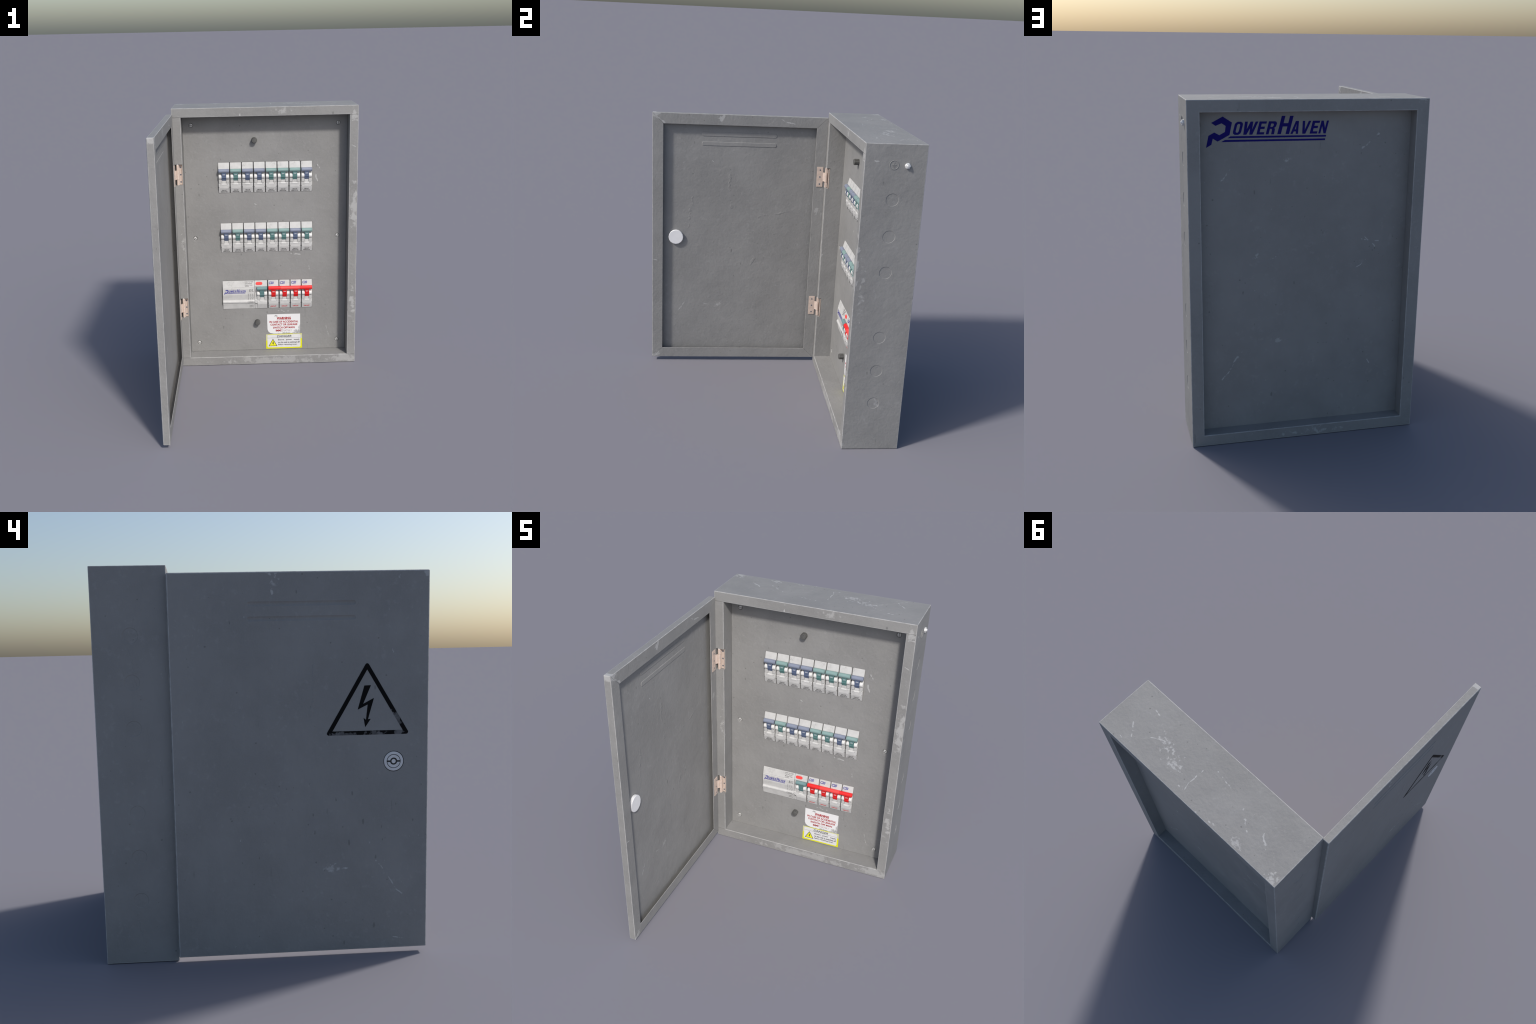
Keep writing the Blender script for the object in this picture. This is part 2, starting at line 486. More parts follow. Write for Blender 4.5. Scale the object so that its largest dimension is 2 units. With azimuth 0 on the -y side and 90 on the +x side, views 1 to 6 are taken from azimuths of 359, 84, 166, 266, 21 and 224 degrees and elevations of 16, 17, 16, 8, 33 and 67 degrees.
M_GREEN_STEM = plain("green_stem_plastic", (0.098, 0.208, 0.202), 0.45)
M_TEAL = plain("teal_plastic", (0.160, 0.265, 0.272), 0.42)
M_TEAL_STEM = plain("teal_stem_plastic", (0.108, 0.205, 0.210), 0.45)
M_RED = plain("red_plastic", (0.80, 0.022, 0.022), 0.40)
M_RED_LIGHT = plain("pale_red_plastic", (0.82, 0.065, 0.060), 0.40)
M_RED_STEM = plain("red_stem_plastic", (0.66, 0.012, 0.012), 0.45)
M_DARK = plain("black_plastic", (0.030, 0.030, 0.030), 0.5)
M_KNOB = plain("dark_knob_plastic", (0.105, 0.105, 0.102), 0.55, grime=0.2)
M_INK = plain("black_ink", (0.045, 0.045, 0.048), 0.6)
M_INK_GREY = plain("grey_ink", (0.085, 0.085, 0.085), 0.6)
M_INK_WHITE = plain("white_ink", (0.62, 0.65, 0.70), 0.6)
M_INK_BLUE = plain("blue_ink", (0.035, 0.035, 0.27), 0.5)
M_INK_RED = plain("red_ink", (0.62, 0.03, 0.03), 0.6)
M_LOGO = plain("navy_ink", (0.010, 0.008, 0.145), 0.7, spec=0.1)
M_BRASS = plain("rosy_brass", (0.60, 0.490, 0.425), 0.42, metallic=0.0, grime=0.10, scale=60)
M_STEEL = plain("pale_steel", (0.82, 0.82, 0.83), 0.42, grime=0.03)
M_LOCK = plain("lock_steel", (0.66, 0.66, 0.67), 0.42, grime=0.08)
M_STUD = plain("stud_steel", (0.82, 0.82, 0.82), 0.35, metallic=0.3, grime=0.2, scale=120)
M_SCREW = plain("screw_steel", (0.60, 0.60, 0.59), 0.34, metallic=0.15, grime=0.25, scale=80)
M_SLOT = plain("screw_slot", (0.09, 0.09, 0.09), 0.6)
M_HOLE = plain("blued_screw_steel", (0.24, 0.25, 0.29), 0.4, metallic=0.3)
M_GAP_GREY = plain("dark_grey_gap", (0.15, 0.15, 0.15), 0.7)


def worn_print(name, ink, ground, centre, radius, grain, cutoff):
    """Print that is rubbed through to the ground around one place."""
    m, n, b = material(name)
    p = n.node("ShaderNodeTexCoord").outputs["Object"]
    mask = None
    for c, r in zip(centre, radius):
        k = use_group(n, PATCH, P=p, C=c, R=r, Grain=grain, Cut=cutoff)
        mask = k if mask is None else n.math("MAXIMUM", mask, k)
    fine = n.ramp(n.noise(p, grain * 0.9, 4.0), 0.35, 0.65)
    col = n.mix(n.math("MULTIPLY", mask, n.math("MULTIPLY_ADD", fine, 0.45, 0.55)), ink, ground)
    n.put(b.inputs["Base Color"], col)
    b.inputs["Roughness"].default_value = 0.7
    b.inputs["Specular IOR Level"].default_value = 0.12
    return m


SY = PANEL_Y - 0.001
M_SIGN = worn_print("worn_black_print", (0.0035, 0.0035, 0.004), (0.15, 0.15, 0.155),
                    [(DX_OUT, -0.665, 1.235), (DX_OUT, -0.68, 1.163), (DX_OUT, -0.56, 1.155), (DX_OUT, -0.40, 1.155)],
                    [(0.05, 0.055, 0.075), (0.05, 0.035, 0.03), (0.05, 0.10, 0.03), (0.05, 0.09, 0.024)], 34.0, 0.66)
M_PAPER = worn_print("white_sticker", (0.74, 0.74, 0.75), (0.33, 0.33, 0.33),
                     [(0.25, SY, 0.195), (0.17, SY, 0.196), (0.08, SY, 0.35), (0.265, SY, 0.24)],
                     [(0.085, 0.05, 0.055), (0.10, 0.05, 0.022), (0.02, 0.05, 0.014), (0.02, 0.05, 0.05)], 52.0, 0.58)
M_PAPER_RED = worn_print("worn_red_ink", (0.36, 0.012, 0.018), (0.60, 0.60, 0.60),
                         [(0.190, SY, 0.226)], [(0.085, 0.05, 0.024)], 70.0, 0.48)
M_YELLOW = worn_print("yellow_sticker", (0.66, 0.66, 0.015), (0.55, 0.55, 0.40),
                      [(0.25, SY, 0.197), (0.0, SY, 0.18), (0.278, SY, 0.185)], [(0.06, 0.05, 0.02), (0.02, 0.05, 0.05), (0.02, 0.05, 0.03)], 50.0, 0.55)
M_YELLOW_SIGN = plain("yellow_ink", (0.76, 0.74, 0.015), 0.6)
M_WHITE = plain("white_print", (0.68, 0.68, 0.69), 0.6, grime=0.06)

# ------------------------------------------------------------------ case

def case_mesh():
    bm = bmesh.new()
    o = [(X0, 0.0), (X1, 0.0), (X1, H), (X0, H)]
    i = [(OX0, OZ0), (OX1, OZ0), (OX1, OZ1), (OX0, OZ1)]
    q = [(RX0, OZ0), (RX1, OZ0), (RX1, OZ1 + 0.0005), (RX0, OZ1 + 0.0005)]
    levels = [(o, YB), (o, YF), (i, YF), (i, STEP_Y), (q, STEP_Y), (q, YB)]      # round the wall, from the back edge to the back edge
    rings = [[bm.verts.new((x, y, z)) for x, z in pts] for pts, y in levels]
    for lo, hi in zip(rings, rings[1:] + rings[:1]):
        for k in range(4):
            j = (k + 1) % 4
            bm.faces.new((lo[k], lo[j], hi[j], hi[k]))
    bmesh.ops.recalc_face_normals(bm, faces=bm.faces[:])
    bm.edges.ensure_lookup_table()
    sharp = [e for e in bm.edges if len(e.link_faces) == 2 and e.link_faces[0].normal.dot(e.link_faces[1].normal) < 0.5
             and not (abs(e.verts[0].co.y - e.verts[1].co.y) > 0.1 and OX0 - 1e-4 <= e.verts[0].co.x <= OX1 + 1e-4)
             and not any(abs(v.co.y - STEP_Y) < 1e-5 for v in e.verts)]
    bmesh.ops.bevel(bm, geom=sharp, offset=0.0042, segments=3, profile=0.6, affect="EDGES", material=1)
    me = to_mesh(bm)
    me.materials.append(M_CASE)
    me.materials.append(M_EDGE)
    # cutters: hinge notches, seams of the folded flanges, pressed knock-outs
    c = bmesh.new()
    for z0, z1 in ((1.4400, 1.5950), (0.4040, 0.5590)):
        box(c, -0.6580, OX0 + 0.01, YF - 0.02, 0.4880, z0, z1)
    for xa, xb in ((X0 + 0.004, OX0 + 0.001), (OX1 - 0.001, X1 - 0.004)):
        for z in (OZ1, OZ0):
            box(c, xa, xb, YF - 0.01, YF + 0.003, z - 0.0011, z + 0.0011)
    for z in (1.6665, 1.4395, 1.2125, 0.7857, 0.5585, 0.3320):
        for xs, sgn in ((X1, -1), (X0, 1)):
            lathe(c, [(0.0390, -0.01), (0.0391, 0.0), (0.0367, 0.0017)], 48,
                  lambda a, b, h, xs=xs, sgn=sgn, z=z: (xs + sgn * h, 0.644 + a, z + b))
    cm = to_mesh(c)
    cm.materials.append(M_CASE)
    cm.materials.append(M_EDGE)
    return cut(me, cm)


case = add("case", case_mesh(), None)

# raised earth mark and its stud on the right side
bm = bmesh.new()
EY, EZ = 0.6364, 1.8755
lathe(bm, [(0.0245, -0.002), (0.0250, 0.0012), (0.0265, 0.0022), (0.0285, 0.0012), (0.0292, -0.002), (0.0245, -0.002)], 40,
      lambda a, b, h: (X1 + h, EY + a, EZ + b), cap_start=False, cap_end=False)
for y0, y1, z0, z1 in ((-0.0018, 0.0018, 0.0016, 0.0185), (-0.0125, 0.0125, -0.0016, 0.0016), (-0.0078, 0.0078, -0.0085, -0.0055), (-0.0034, 0.0034, -0.0150, -0.0122)):
    box(bm, X1 - 0.002, X1 + 0.0016, EY + y0, EY + y1, EZ + z0, EZ + z1, bevel=0.0006)
bmesh.ops.remove_doubles(bm, verts=bm.verts[:], dist=1e-6)
add("earth_symbol", to_mesh(bm), M_CASE, case)

bm = bmesh.new()
BY, BZ = 0.7165, 1.8725
side = lambda a, b, h: (X1 + h, BY + a, BZ + b)
lathe(bm, [(0.0172, -0.002), (0.0172, 0.0010), (0.0165, 0.0014)], 28, side)
lathe(bm, [(0.0168, 0.0013), (0.0172, 0.0022), (0.0172, 0.0092), (0.0140, 0.0112)], 6, side)
lathe(bm, [(0.0085, 0.0100), (0.0085, 0.0158), (0.0072, 0.0172)], 20, side)
add("earth_stud", to_mesh(bm), M_STUD)

# ------------------------------------------------------------------ cover plate, its screws, back plate
ROWS = [dict(x0=-0.3430, pitch=0.0889, w=0.0818, z=1.3510, colours="BGBBGGGB"),
        dict(x0=-0.3380, pitch=0.0883, w=0.0819, z=0.8835, colours="BGBBGGBG"),
        dict(x0=0.0187, pitch=0.0874, w=0.0805, z=0.4195, colours="RRRR")]
RH = 0.2310
SCREWS = [(-0.5358, 1.8630, 0.1), (0.5565, 1.8625, 1.5), (-0.5343, 1.0009, 2.4), (0.5555, 1.0003, 2.2), (-0.5354, 0.1415, -0.5), (0.5582, 0.1422, 1.0)]

bm = bmesh.new()
box(bm, OX0 + 0.0012, OX1 - 0.0012, PANEL_Y, PANEL_Y + 0.012, OZ0 + 0.0012, OZ1 - 0.0012, bevel=0.001, segments=1)
plate = to_mesh(bm)
c = bmesh.new()
for r in ROWS:
    xa = -0.3375 if r["colours"] == "RRRR" else r["x0"]
    xb = r["x0"] + r["pitch"] * (len(r["colours"]) - 1) + r["w"]
    box(c, xa - 0.0016, xb + 0.0016, PANEL_Y - 0.02, PANEL_Y + 0.05, r["z"] - 0.0016, r["z"] + RH + 0.0016)
for x, z, a in SCREWS:
    lathe(c, [(0.0185, -0.01), (0.0185, 0.0), (0.0138, 0.0065)], 32, lambda p, q, h, x=x, z=z: (x + p, PANEL_Y + h, z + q))
plate.materials.append(M_PLATE)
cm = to_mesh(c)
cm.materials.append(M_PLATE)
cover = add("cover_plate", cut(plate, cm), None)

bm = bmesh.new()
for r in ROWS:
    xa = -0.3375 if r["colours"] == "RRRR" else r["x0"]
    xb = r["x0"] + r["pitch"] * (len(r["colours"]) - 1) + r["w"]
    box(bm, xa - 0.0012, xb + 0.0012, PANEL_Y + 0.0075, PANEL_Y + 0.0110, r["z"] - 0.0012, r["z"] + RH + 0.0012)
add("gap_plate", to_mesh(bm), M_GAP_GREY, cover)  # plate set in the gaps between the breakers, its grey matched to the tone seen there

bm = bmesh.new()
lathe(bm, [(0.0132, -0.004), (0.0132, 0.0010), (0.0118, 0.0040), (0.0070, 0.0058), (0.0001, 0.0064)], 28, lambda a, b, h: (a, -h, b), cap_end=False)
screw = to_mesh(bm)
c = bmesh.new()
box(c, -0.02, 0.02, -0.012, -0.0024, -0.0018, 0.0018)
screw.materials.append(M_SCREW)
screw.materials.append(M_SLOT)
for f in c.faces:
    f.material_index = 1
cm = to_mesh(c)
cm.materials.append(M_SCREW)
cm.materials.append(M_SLOT)
screw = cut(screw, cm)
for k, (x, z, a) in enumerate(SCREWS):
    m = Matrix.Translation((x, PANEL_Y + 0.0050, z)) @ Matrix.Rotation(a, 4, "Y")
    add("screw", screw, None, cover, m, smooth=(k == 0))

# ribbed black thumb screws
bm = bmesh.new()
R, N = 0.0210, 11
prof = []
for i in range(N * 6):
    a = 2 * math.pi * i / (N * 6)
    prof.append((a, R - 0.0030 * (1 if (i % 6) in (0, 1) else 0)))
rings = []
for d, s in ((0.002, 0.93), (0.0, 1.0), (-0.031, 1.0), (-0.0345, 0.94), (-0.0365, 0.84)):
    rings.append([bm.verts.new((r * s * math.cos(a), d, r * s * math.sin(a))) for a, r in prof])
for a, b in zip(rings, rings[1:]):
    for i in range(len(prof)):
        j = (i + 1) % len(prof)
        bm.faces.new((a[i], a[j], b[j], b[i]))
bm.faces.new(rings[0])
inner = [bm.verts.new((R * 0.74 * math.cos(a), -0.0358, R * 0.74 * math.sin(a))) for a, r in prof]
for i in range(len(prof)):
    j = (i + 1) % len(prof)
    bm.faces.new((rings[-1][i], rings[-1][j], inner[j], inner[i]))
bm.faces.new(inner)
thumb = to_mesh(bm)
for k, z in enumerate((1.7472, 0.3083)):
    add("thumb_screw", thumb, M_KNOB, cover, Matrix.Translation((-0.0695, PANEL_Y, z)), smooth=(k == 0))

bm = bmesh.new()
box(bm, RX0 + 0.0006, RX1 - 0.0006, REAR_Y - 0.006, REAR_Y, OZ0 + 0.0006, OZ1 - 0.0006)
back = add("back_plate", to_mesh(bm), M_REAR)

# ------------------------------------------------------------------ the maker's lettering
GLYPH = {
    "O": [[(0.30, 0), (0.70, 0), (0.93, 0.09), (1, 0.22), (1, 0.78), (0.93, 0.91), (0.70, 1), (0.30, 1), (0.07, 0.91), (0, 0.78), (0, 0.22), (0.07, 0.09)],
          [(0.40, 0.17), (0.60, 0.17), (0.69, 0.26), (0.69, 0.74), (0.60, 0.83), (0.40, 0.83), (0.31, 0.74), (0.31, 0.26)]],
    "W": [[(0.10, 0), (0.33, 0), (0.50, 0.50), (0.55, 0), (0.78, 0), (1, 1), (0.80, 1), (0.67, 0.36), (0.62, 1), (0.42, 1), (0.26, 0.40), (0.21, 1), (0, 1)]],
    "E": [[(0, 0), (1, 0), (1, 0.17), (0.36, 0.17), (0.36, 0.42), (0.90, 0.42), (0.90, 0.60), (0.36, 0.60), (0.36, 0.83), (1, 0.83), (1, 1), (0, 1)]],
    "R": [[(0, 0), (0.32, 0), (0.32, 0.42), (0.52, 0.42), (0.60, 0.34), (0.62, 0), (0.95, 0), (0.92, 0.40), (0.80, 0.49), (0.96, 0.60), (1, 0.84), (0.86, 0.97), (0.70, 1), (0, 1)],
          [(0.32, 0.57), (0.56, 0.57), (0.66, 0.65), (0.66, 0.77), (0.58, 0.83), (0.32, 0.83)]],
    "H": [[(0, 0), (0.30, 0), (0.30, 0.42), (0.70, 0.42), (0.70, 0), (1, 0), (1, 1), (0.70, 1), (0.70, 0.60), (0.30, 0.60), (0.30, 1), (0, 1)]],
    "A": [[(0, 0), (0.29, 0), (0.36, 0.19), (0.64, 0.19), (0.71, 0), (1, 0), (0.70, 1), (0.30, 1)],
          [(0.41, 0.35), (0.59, 0.35), (0.50, 0.78)]],
    "V": [[(0.32, 0), (0.68, 0), (1, 1), (0.72, 1), (0.50, 0.27), (0.28, 1), (0, 1)]],
    "N": [[(0, 0), (0.27, 0), (0.27, 0.60), (0.71, 0), (1, 0), (1, 1), (0.73, 1), (0.73, 0.42), (0.29, 1), (0, 1)]],
}


def maker_logo(depth):
    """Outlines in metres at the large size on the back: origin under the tip of the big first letter."""
    base, small, tall, lean = 0.0700, 0.0700, 0.0985, 0.25
    loops = [[(0.0, 0.0030), (0.0289, 0.0193), (0.0368, 0.0518), (0.0629, 0.0358), (0.1280, 0.0705), (0.1416, 0.1367),
              (0.0914, 0.1688), (0.0292, 0.1359), (0.0524, 0.1200), (0.0852, 0.1331), (0.1075, 0.1185), (0.1031, 0.0863),
              (0.0726, 0.0698), (0.0451, 0.0845), (0.0140, 0.0674)],
             [(0.1332, 0.0629), (0.6712, 0.0612), (0.6685, 0.0518), (0.1175, 0.0526)],
             [(0.1028, 0.0436), (0.6662, 0.0419), (0.6635, 0.0325), (0.0819, 0.0327)]]
    for ch, x0, x1, h in (("O", 0.1430, 0.1880, small), ("W", 0.1960, 0.2690, small), ("E", 0.2760, 0.3170, small), ("R", 0.3280, 0.3760, small),
                          ("H", 0.3924, 0.4585, tall), ("A", 0.4660, 0.5090, small), ("V", 0.5180, 0.5660, small),
                          ("E", 0.5755, 0.6170, small), ("N", 0.6250, 0.6672, small)):
        for ring in GLYPH[ch]:
            loops.append([(x0 + u * (x1 - x0) + lean * v * h, base + v * h) for u, v in ring])
    return shape_mesh(loops, depth)


logo = maker_logo(0.0012)
add("maker_lettering", logo.copy(), M_LOGO, back, plane((0.5756, REAR_Y - 0.0002, 1.7358), (-1, 0, 0), (0, 0, 1)), smooth=False)

# ------------------------------------------------------------------ circuit breakers
D = lambda d: -d   # depth in front of the plate, breaker meshes stand at y = -depth


def breaker_body(w):
    bm = bmesh.new()
    fr = lambda u, v, x: (x, -u, v)
    prof = [(-0.030, 0.0), (0.0006, 0.0), (0.0135, 0.0395), (0.0160, 0.0735), (0.0135, 0.0755), (0.0070, 0.0775), (0.0070, 0.1800), (0.0115, 0.1815), (0.0130, 0.1850),
            (0.0006, RH), (-0.030, RH)]
    prism(bm, prof, 0.0, w, fr, bevel=0.0009)
    mid = w / 2
    for xa, xb in ((0.0022, mid - 0.0172), (mid + 0.0172, w - 0.0022)):
        # round rocker shoulders, and the blocks below them
        lathe(bm, [(0.0180, xa), (0.0187, xa + 0.0006), (0.0187, xb - 0.0006), (0.0180, xb)], 28, lambda a, b, h: (h, -0.0065 - a, 0.1250 + b), mat=1)
        box(bm, xa - 0.0004, xb + 0.001, -0.0165, -0.002, 0.0790, 0.1055, bevel=0.0012, mat=2)
    # pocket under the handle, snap catch and its two lugs
    box(bm, mid - 0.0150, mid + 0.0150, -0.0125, -0.002, 0.0770, 0.0985, bevel=0.002, mat=0)
    box(bm, mid - 0.0180, mid + 0.0180, -0.0178, -0.010, 0.0655, 0.0722, bevel=0.0008, mat=1)
    for s in (-1, 1):
        box(bm, mid + s * 0.0255 - 0.0042, mid + s * 0.0255 + 0.0042, -0.0166, -0.010, 0.0640, 0.0720, bevel=0.0006, mat=2)
        box(bm, mid + s * (mid - 0.0026) - 0.0012, mid + s * (mid - 0.0026) + 0.0012, -0.0152, -0.010, 0.0440, 0.0492, mat=3)
    return to_mesh(bm)


def handle_mesh(w, bar=True):
    bm = bmesh.new()
    mid = w / 2
    if bar:
        a0, a1 = 0.0008, w - 0.0008
        rb = 0.0151
        lathe(bm, [(rb - 0.0014, a0), (rb, a0 + 0.0014), (rb, a0 + 0.0060), (rb - 0.0008, a0 + 0.0067), (rb, a0 + 0.0074),
                   (rb, a1 - 0.0074), (rb - 0.0008, a1 - 0.0067), (rb, a1 - 0.0060), (rb, a1 - 0.0014), (rb - 0.0014, a1)], 28,
              lambda a, b, h: (h, -0.0205 - a, 0.1700 + b), mat=0)
    fr = lambda u, v, x: (x, -u, v)
    prism(bm, [(0.0, 0.0975), (0.0150, 0.0975), (0.0200, 0.1060), (0.0212, 0.1150), (0.0262, 0.1170), (0.0266, 0.1196), (0.0246, 0.1214), (0.0290, 0.1600), (0.0200, 0.1660), (0.0, 0.1660)],
          mid - 0.0166, mid + 0.0166, fr, mat=1)
    return to_mesh(bm)


SLOPE_LOW = (Vector((0, -0.0006, 0.0)), Vector((0, -0.0129, 0.0395)))      # start and direction of the lower front
SLOPE_STEM = (Vector((0, -0.0246, 0.1214)), Vector((0, -0.0044, 0.0386)))
SLOPE_TOP = (Vector((0, -0.0130, 0.1850)), Vector((0, 0.0124, 0.0460)))


def on(slope, lift=0.0001):
    o, d = slope
    m = plane(o, (1, 0, 0), d)
    return m @ Matrix.Translation((0, 0, lift))


def breaker_letters(w, low, rating=None, on_text=True):
    mid = w / 2
    items = []
    for body, box2d, idx in low:
        items.append((text_mesh(body, (box2d[0] * w, box2d[1] * w, box2d[2], box2d[3]), 0.0005, bold=0.03), on(SLOPE_LOW), idx))
    if on_text:
        items.append((text_mesh("ON", (mid - 0.0088, mid + 0.0088, 0.0180, 0.0265), 0.0005, bold=0.025), on(SLOPE_STEM), 1))
    if rating:
        items.append((text_mesh(rating, (0.06 * w, 0.53 * w, 0.0160, 0.0360), 0.0005, bold=0.035, shear=0.15), on(SLOPE_TOP), 2))
    return join_meshes(items)


COLOURS = {"B": (M_BLUE, M_BLUE_STEM), "G": (M_GREEN, M_GREEN_STEM), "R": (M_RED, M_RED_STEM)}
BODY_MATS = [M_BODY, M_BODY_WHITE, M_BODY_GREY, M_DARK]
for r in ROWS:
    w = r["w"]
    red = r["colours"] == "RRRR"
    body = breaker_body(w)
    if red:
        words = breaker_letters(w, [("CIRCUIT", (0.20, 0.77, 0.0120, 0.0225), 3)], "C20")
    else:
        words = breaker_letters(w, [("CIRCUIT", (0.27, 0.72, 0.0185, 0.0275), 0), ("INDICATOR", (0.19, 0.80, 0.0055, 0.0145), 0)])
    first = {}
    for k, ch in enumerate(r["colours"]):
        b = add("circuit_breaker", body, BODY_MATS, None, Matrix.Translation((r["x0"] + k * r["pitch"], PANEL_Y, r["z"])), smooth=(k == 0))
        if ch not in first:
            first[ch] = handle_mesh(w, bar=not red)
            add("switch_handle", first[ch], COLOURS[ch], b)
        else:
            add("switch_handle", first[ch], None, b, smooth=False)
        add("lettering", words, [M_INK_GREY, M_INK_WHITE, M_INK_BLUE, M_INK_RED], b, smooth=False)

# red tie bar over the four red handles
r = ROWS[2]
bm = bmesh.new()
ta, tb = r["x0"] + 0.0004, r["x0"] + 3 * r["pitch"] + r["w"] - 0.0004
L = tb - ta
tie = lambda a, b, h: (h, PANEL_Y - 0.0215 - a, r["z"] + 0.1715 + b)
lathe(bm, [(0.0132, ta), (0.0150, ta + 0.002), (0.0150, ta + 0.285 * L)], 28, tie, mat=0, cap_end=False)
lathe(bm, [(0.0150, ta + 0.285 * L), (0.0153, ta + 0.287 * L), (0.0153, ta + 0.713 * L), (0.0150, ta + 0.715 * L)], 28, tie, mat=1, cap_start=False, cap_end=False)
lathe(bm, [(0.0150, ta + 0.715 * L), (0.0150, tb - 0.002), (0.0132, tb)], 28, tie, mat=0, cap_start=False)
bmesh.ops.remove_doubles(bm, verts=bm.verts[:], dist=1e-6)
add("handle_tie", to_mesh(bm), [M_RED, M_RED_LIGHT])

# ------------------------------------------------------------------ earth-leakage unit (left of the bottom row)
UX0, UX1, SPLIT = -0.3375, 0.0100, -0.0872
UZ = ROWS[2]["z"]


def leakage_body():
    bm = bmesh.new()
    fr = lambda u, v, x: (x, -u, v)
    left = [(-0.030, 0.0), (0.0004, 0.0), (0.0080, 0.0340), (0.0110, 0.0440), (0.0080, 0.0460), (0.0150, 0.0500), (0.0172, 0.0560), (0.0172, 0.0640), (0.0120, 0.0700),
            (0.0095, 0.0770), (0.0120, 0.0950), (0.0160, 0.1200), (0.0152, 0.1720), (0.0128, 0.1740), (0.0128, 0.1770), (0.0140, 0.1790), (0.0006, RH), (-0.030, RH)]
    prism(bm, left, UX0, SPLIT - 0.0012, fr, bevel=0.0006)
    w = UX1 - SPLIT
    right = [(-0.030, 0.0), (0.0004, 0.0), (0.0110, 0.0395), (0.0125, 0.0735), (0.0110, 0.0755), (0.0070, 0.0775), (0.0070, 0.1800), (0.0115, 0.1815), (0.0130, 0.1850),
             (0.0006, RH), (-0.030, RH)]
    prism(bm, right, SPLIT + 0.0006, UX1, fr, bevel=0.0008)
    # the handle cover at the right
    ox = UX1 - 0.0810
    mid = ox + 0.0405
    for xa, xb in ((ox + 0.0022, mid - 0.0172), (mid + 0.0172, ox + 0.0788)):
        lathe(bm, [(0.0180, xa), (0.0187, xa + 0.0006), (0.0187, xb - 0.0006), (0.0180, xb)], 28, lambda a, b, h: (h, -0.0065 - a, 0.1250 + b), mat=1)
        box(bm, xa - 0.0004, xb + 0.001, -0.0150, -0.002, 0.0790, 0.1055, bevel=0.0012, mat=2)
    box(bm, mid - 0.0150, mid + 0.0150, -0.0125, -0.002, 0.0770, 0.0985, bevel=0.002)
    box(bm, mid - 0.0180, mid + 0.0180, -0.0152, -0.008, 0.0655, 0.0722, bevel=0.0008, mat=1)
    low = [(0.0028, 0.0008), (0.0148, 0.0395), (0.0152, 0.0560), (0.0140, 0.0620), (0.0, 0.0620), (0.0, 0.0008)]
    prism(bm, low, UX1 - 0.0760, UX1 - 0.0010, fr, bevel=0.0008)
    prism(bm, [(SPLIT + 0.003, 0.0500), (SPLIT + 0.019, 0.0430), (SPLIT + 0.019, 0.0400), (SPLIT + 0.003, 0.0470)], 0.005, 0.0138, lambda u, v, d: (u, -d, v), mat=3)
    return to_mesh(bm)


unit = add("leakage_breaker", leakage_body(), BODY_MATS, None, Matrix.Translation((0, PANEL_Y, UZ)))
add("switch_handle", handle_mesh(0.0810), [M_TEAL, M_TEAL_STEM], unit, Matrix.Translation((UX1 - 0.0810, 0, 0)))
FACE_TOP = plane((0, -0.0140, 0.1790), (1, 0, 0), (0, 0.0134, 0.0520))
FACE_MID = plane((0, -0.0160, 0.1200), (1, 0, 0), (0, 0.0008, 0.0520))
FACE_DIP = plane((0, -0.0122, 0.0760), (1, 0, 0), (0, -0.0040, 0.0440))
FACE_LOW = plane((0, -0.0004, 0.0), (1, 0, 0), (0, -0.0076, 0.0340))
FACE_RIDGE = plane((0, -0.0172, 0.0560), (1, 0, 0), (0, 0, 1))
items = []
for k, line in enumerate(("PUSH TO TEST", "Test Regularly", "Breaker must", "operate")):
    xe = (-0.0980, -0.1065, -0.1060, -0.1330)[k]
    y = 0.0395 - 0.0122 * k
    items.append((text_mesh(line, (-0.1640, xe, y, y + 0.0080), 0.0004, bold=0.015), FACE_TOP @ Matrix.Translation((0, 0, 0.0001)), 0))
items.append((text_mesh("E/L", (-0.1300, -0.0955, 0.0245, 0.0445), 0.0004, shear=0.15), FACE_MID @ Matrix.Translation((0, 0, 0.0001)), 1))
for x in (-0.1388, -0.1198, -0.1045):
    items.append((shape_mesh([[(x - 0.0022, 0.0020), (x + 0.0022, 0.0020), (x + 0.0007, 0.0080), (x - 0.0007, 0.0080)]], 0.0004), FACE_MID @ Matrix.Translation((0, -0.0005, 0.0001)), 1))
    items.append((shape_mesh([[(x - 0.0006, 0.028), (x + 0.0006, 0.028), (x + 0.0006, 0.0435), (x - 0.0006, 0.0435)]], 0.0004), FACE_DIP @ Matrix.Translation((0, 0, 0.0001)), 1))
    items.append((shape_mesh([[(x - 0.0006, 0.002), (x + 0.0006, 0.002), (x + 0.0006, 0.010), (x + 0.0045, 0.0225), (x + 0.0030, 0.0225), (x - 0.0006, 0.011)]], 0.0004), FACE_DIP @ Matrix.Translation((0, 0, 0.0001)), 1))
items.append((shape_mesh([[(-0.144, -0.003), (-0.092, -0.003), (-0.092, 0.0095), (-0.144, 0.0095)], [(-0.1434, -0.0024), (-0.0926, -0.0024), (-0.0926, 0.0089), (-0.1434, 0.0089)]], 0.0004), FACE_RIDGE @ Matrix.Translation((0, -0.001, 0.0002)), 1))
items.append((text_mesh("100mA", (-0.136, -0.100, 0.0000, 0.0062), 0.0004), FACE_RIDGE @ Matrix.Translation((0, 0, 0.0002)), 1))
items.append((text_mesh("240V", (-0.1295, -0.0975, 0.0240, 0.0325), 0.0004), FACE_LOW @ Matrix.Translation((0, 0, 0.0001)), 0))
items.append((text_mesh("50Hz", (-0.1295, -0.0965, 0.0110, 0.0195), 0.0004), FACE_LOW @ Matrix.Translation((0, 0, 0.0001)), 0))
add("lettering", join_meshes(items), [M_INK_GREY, M_INK], unit, smooth=False)
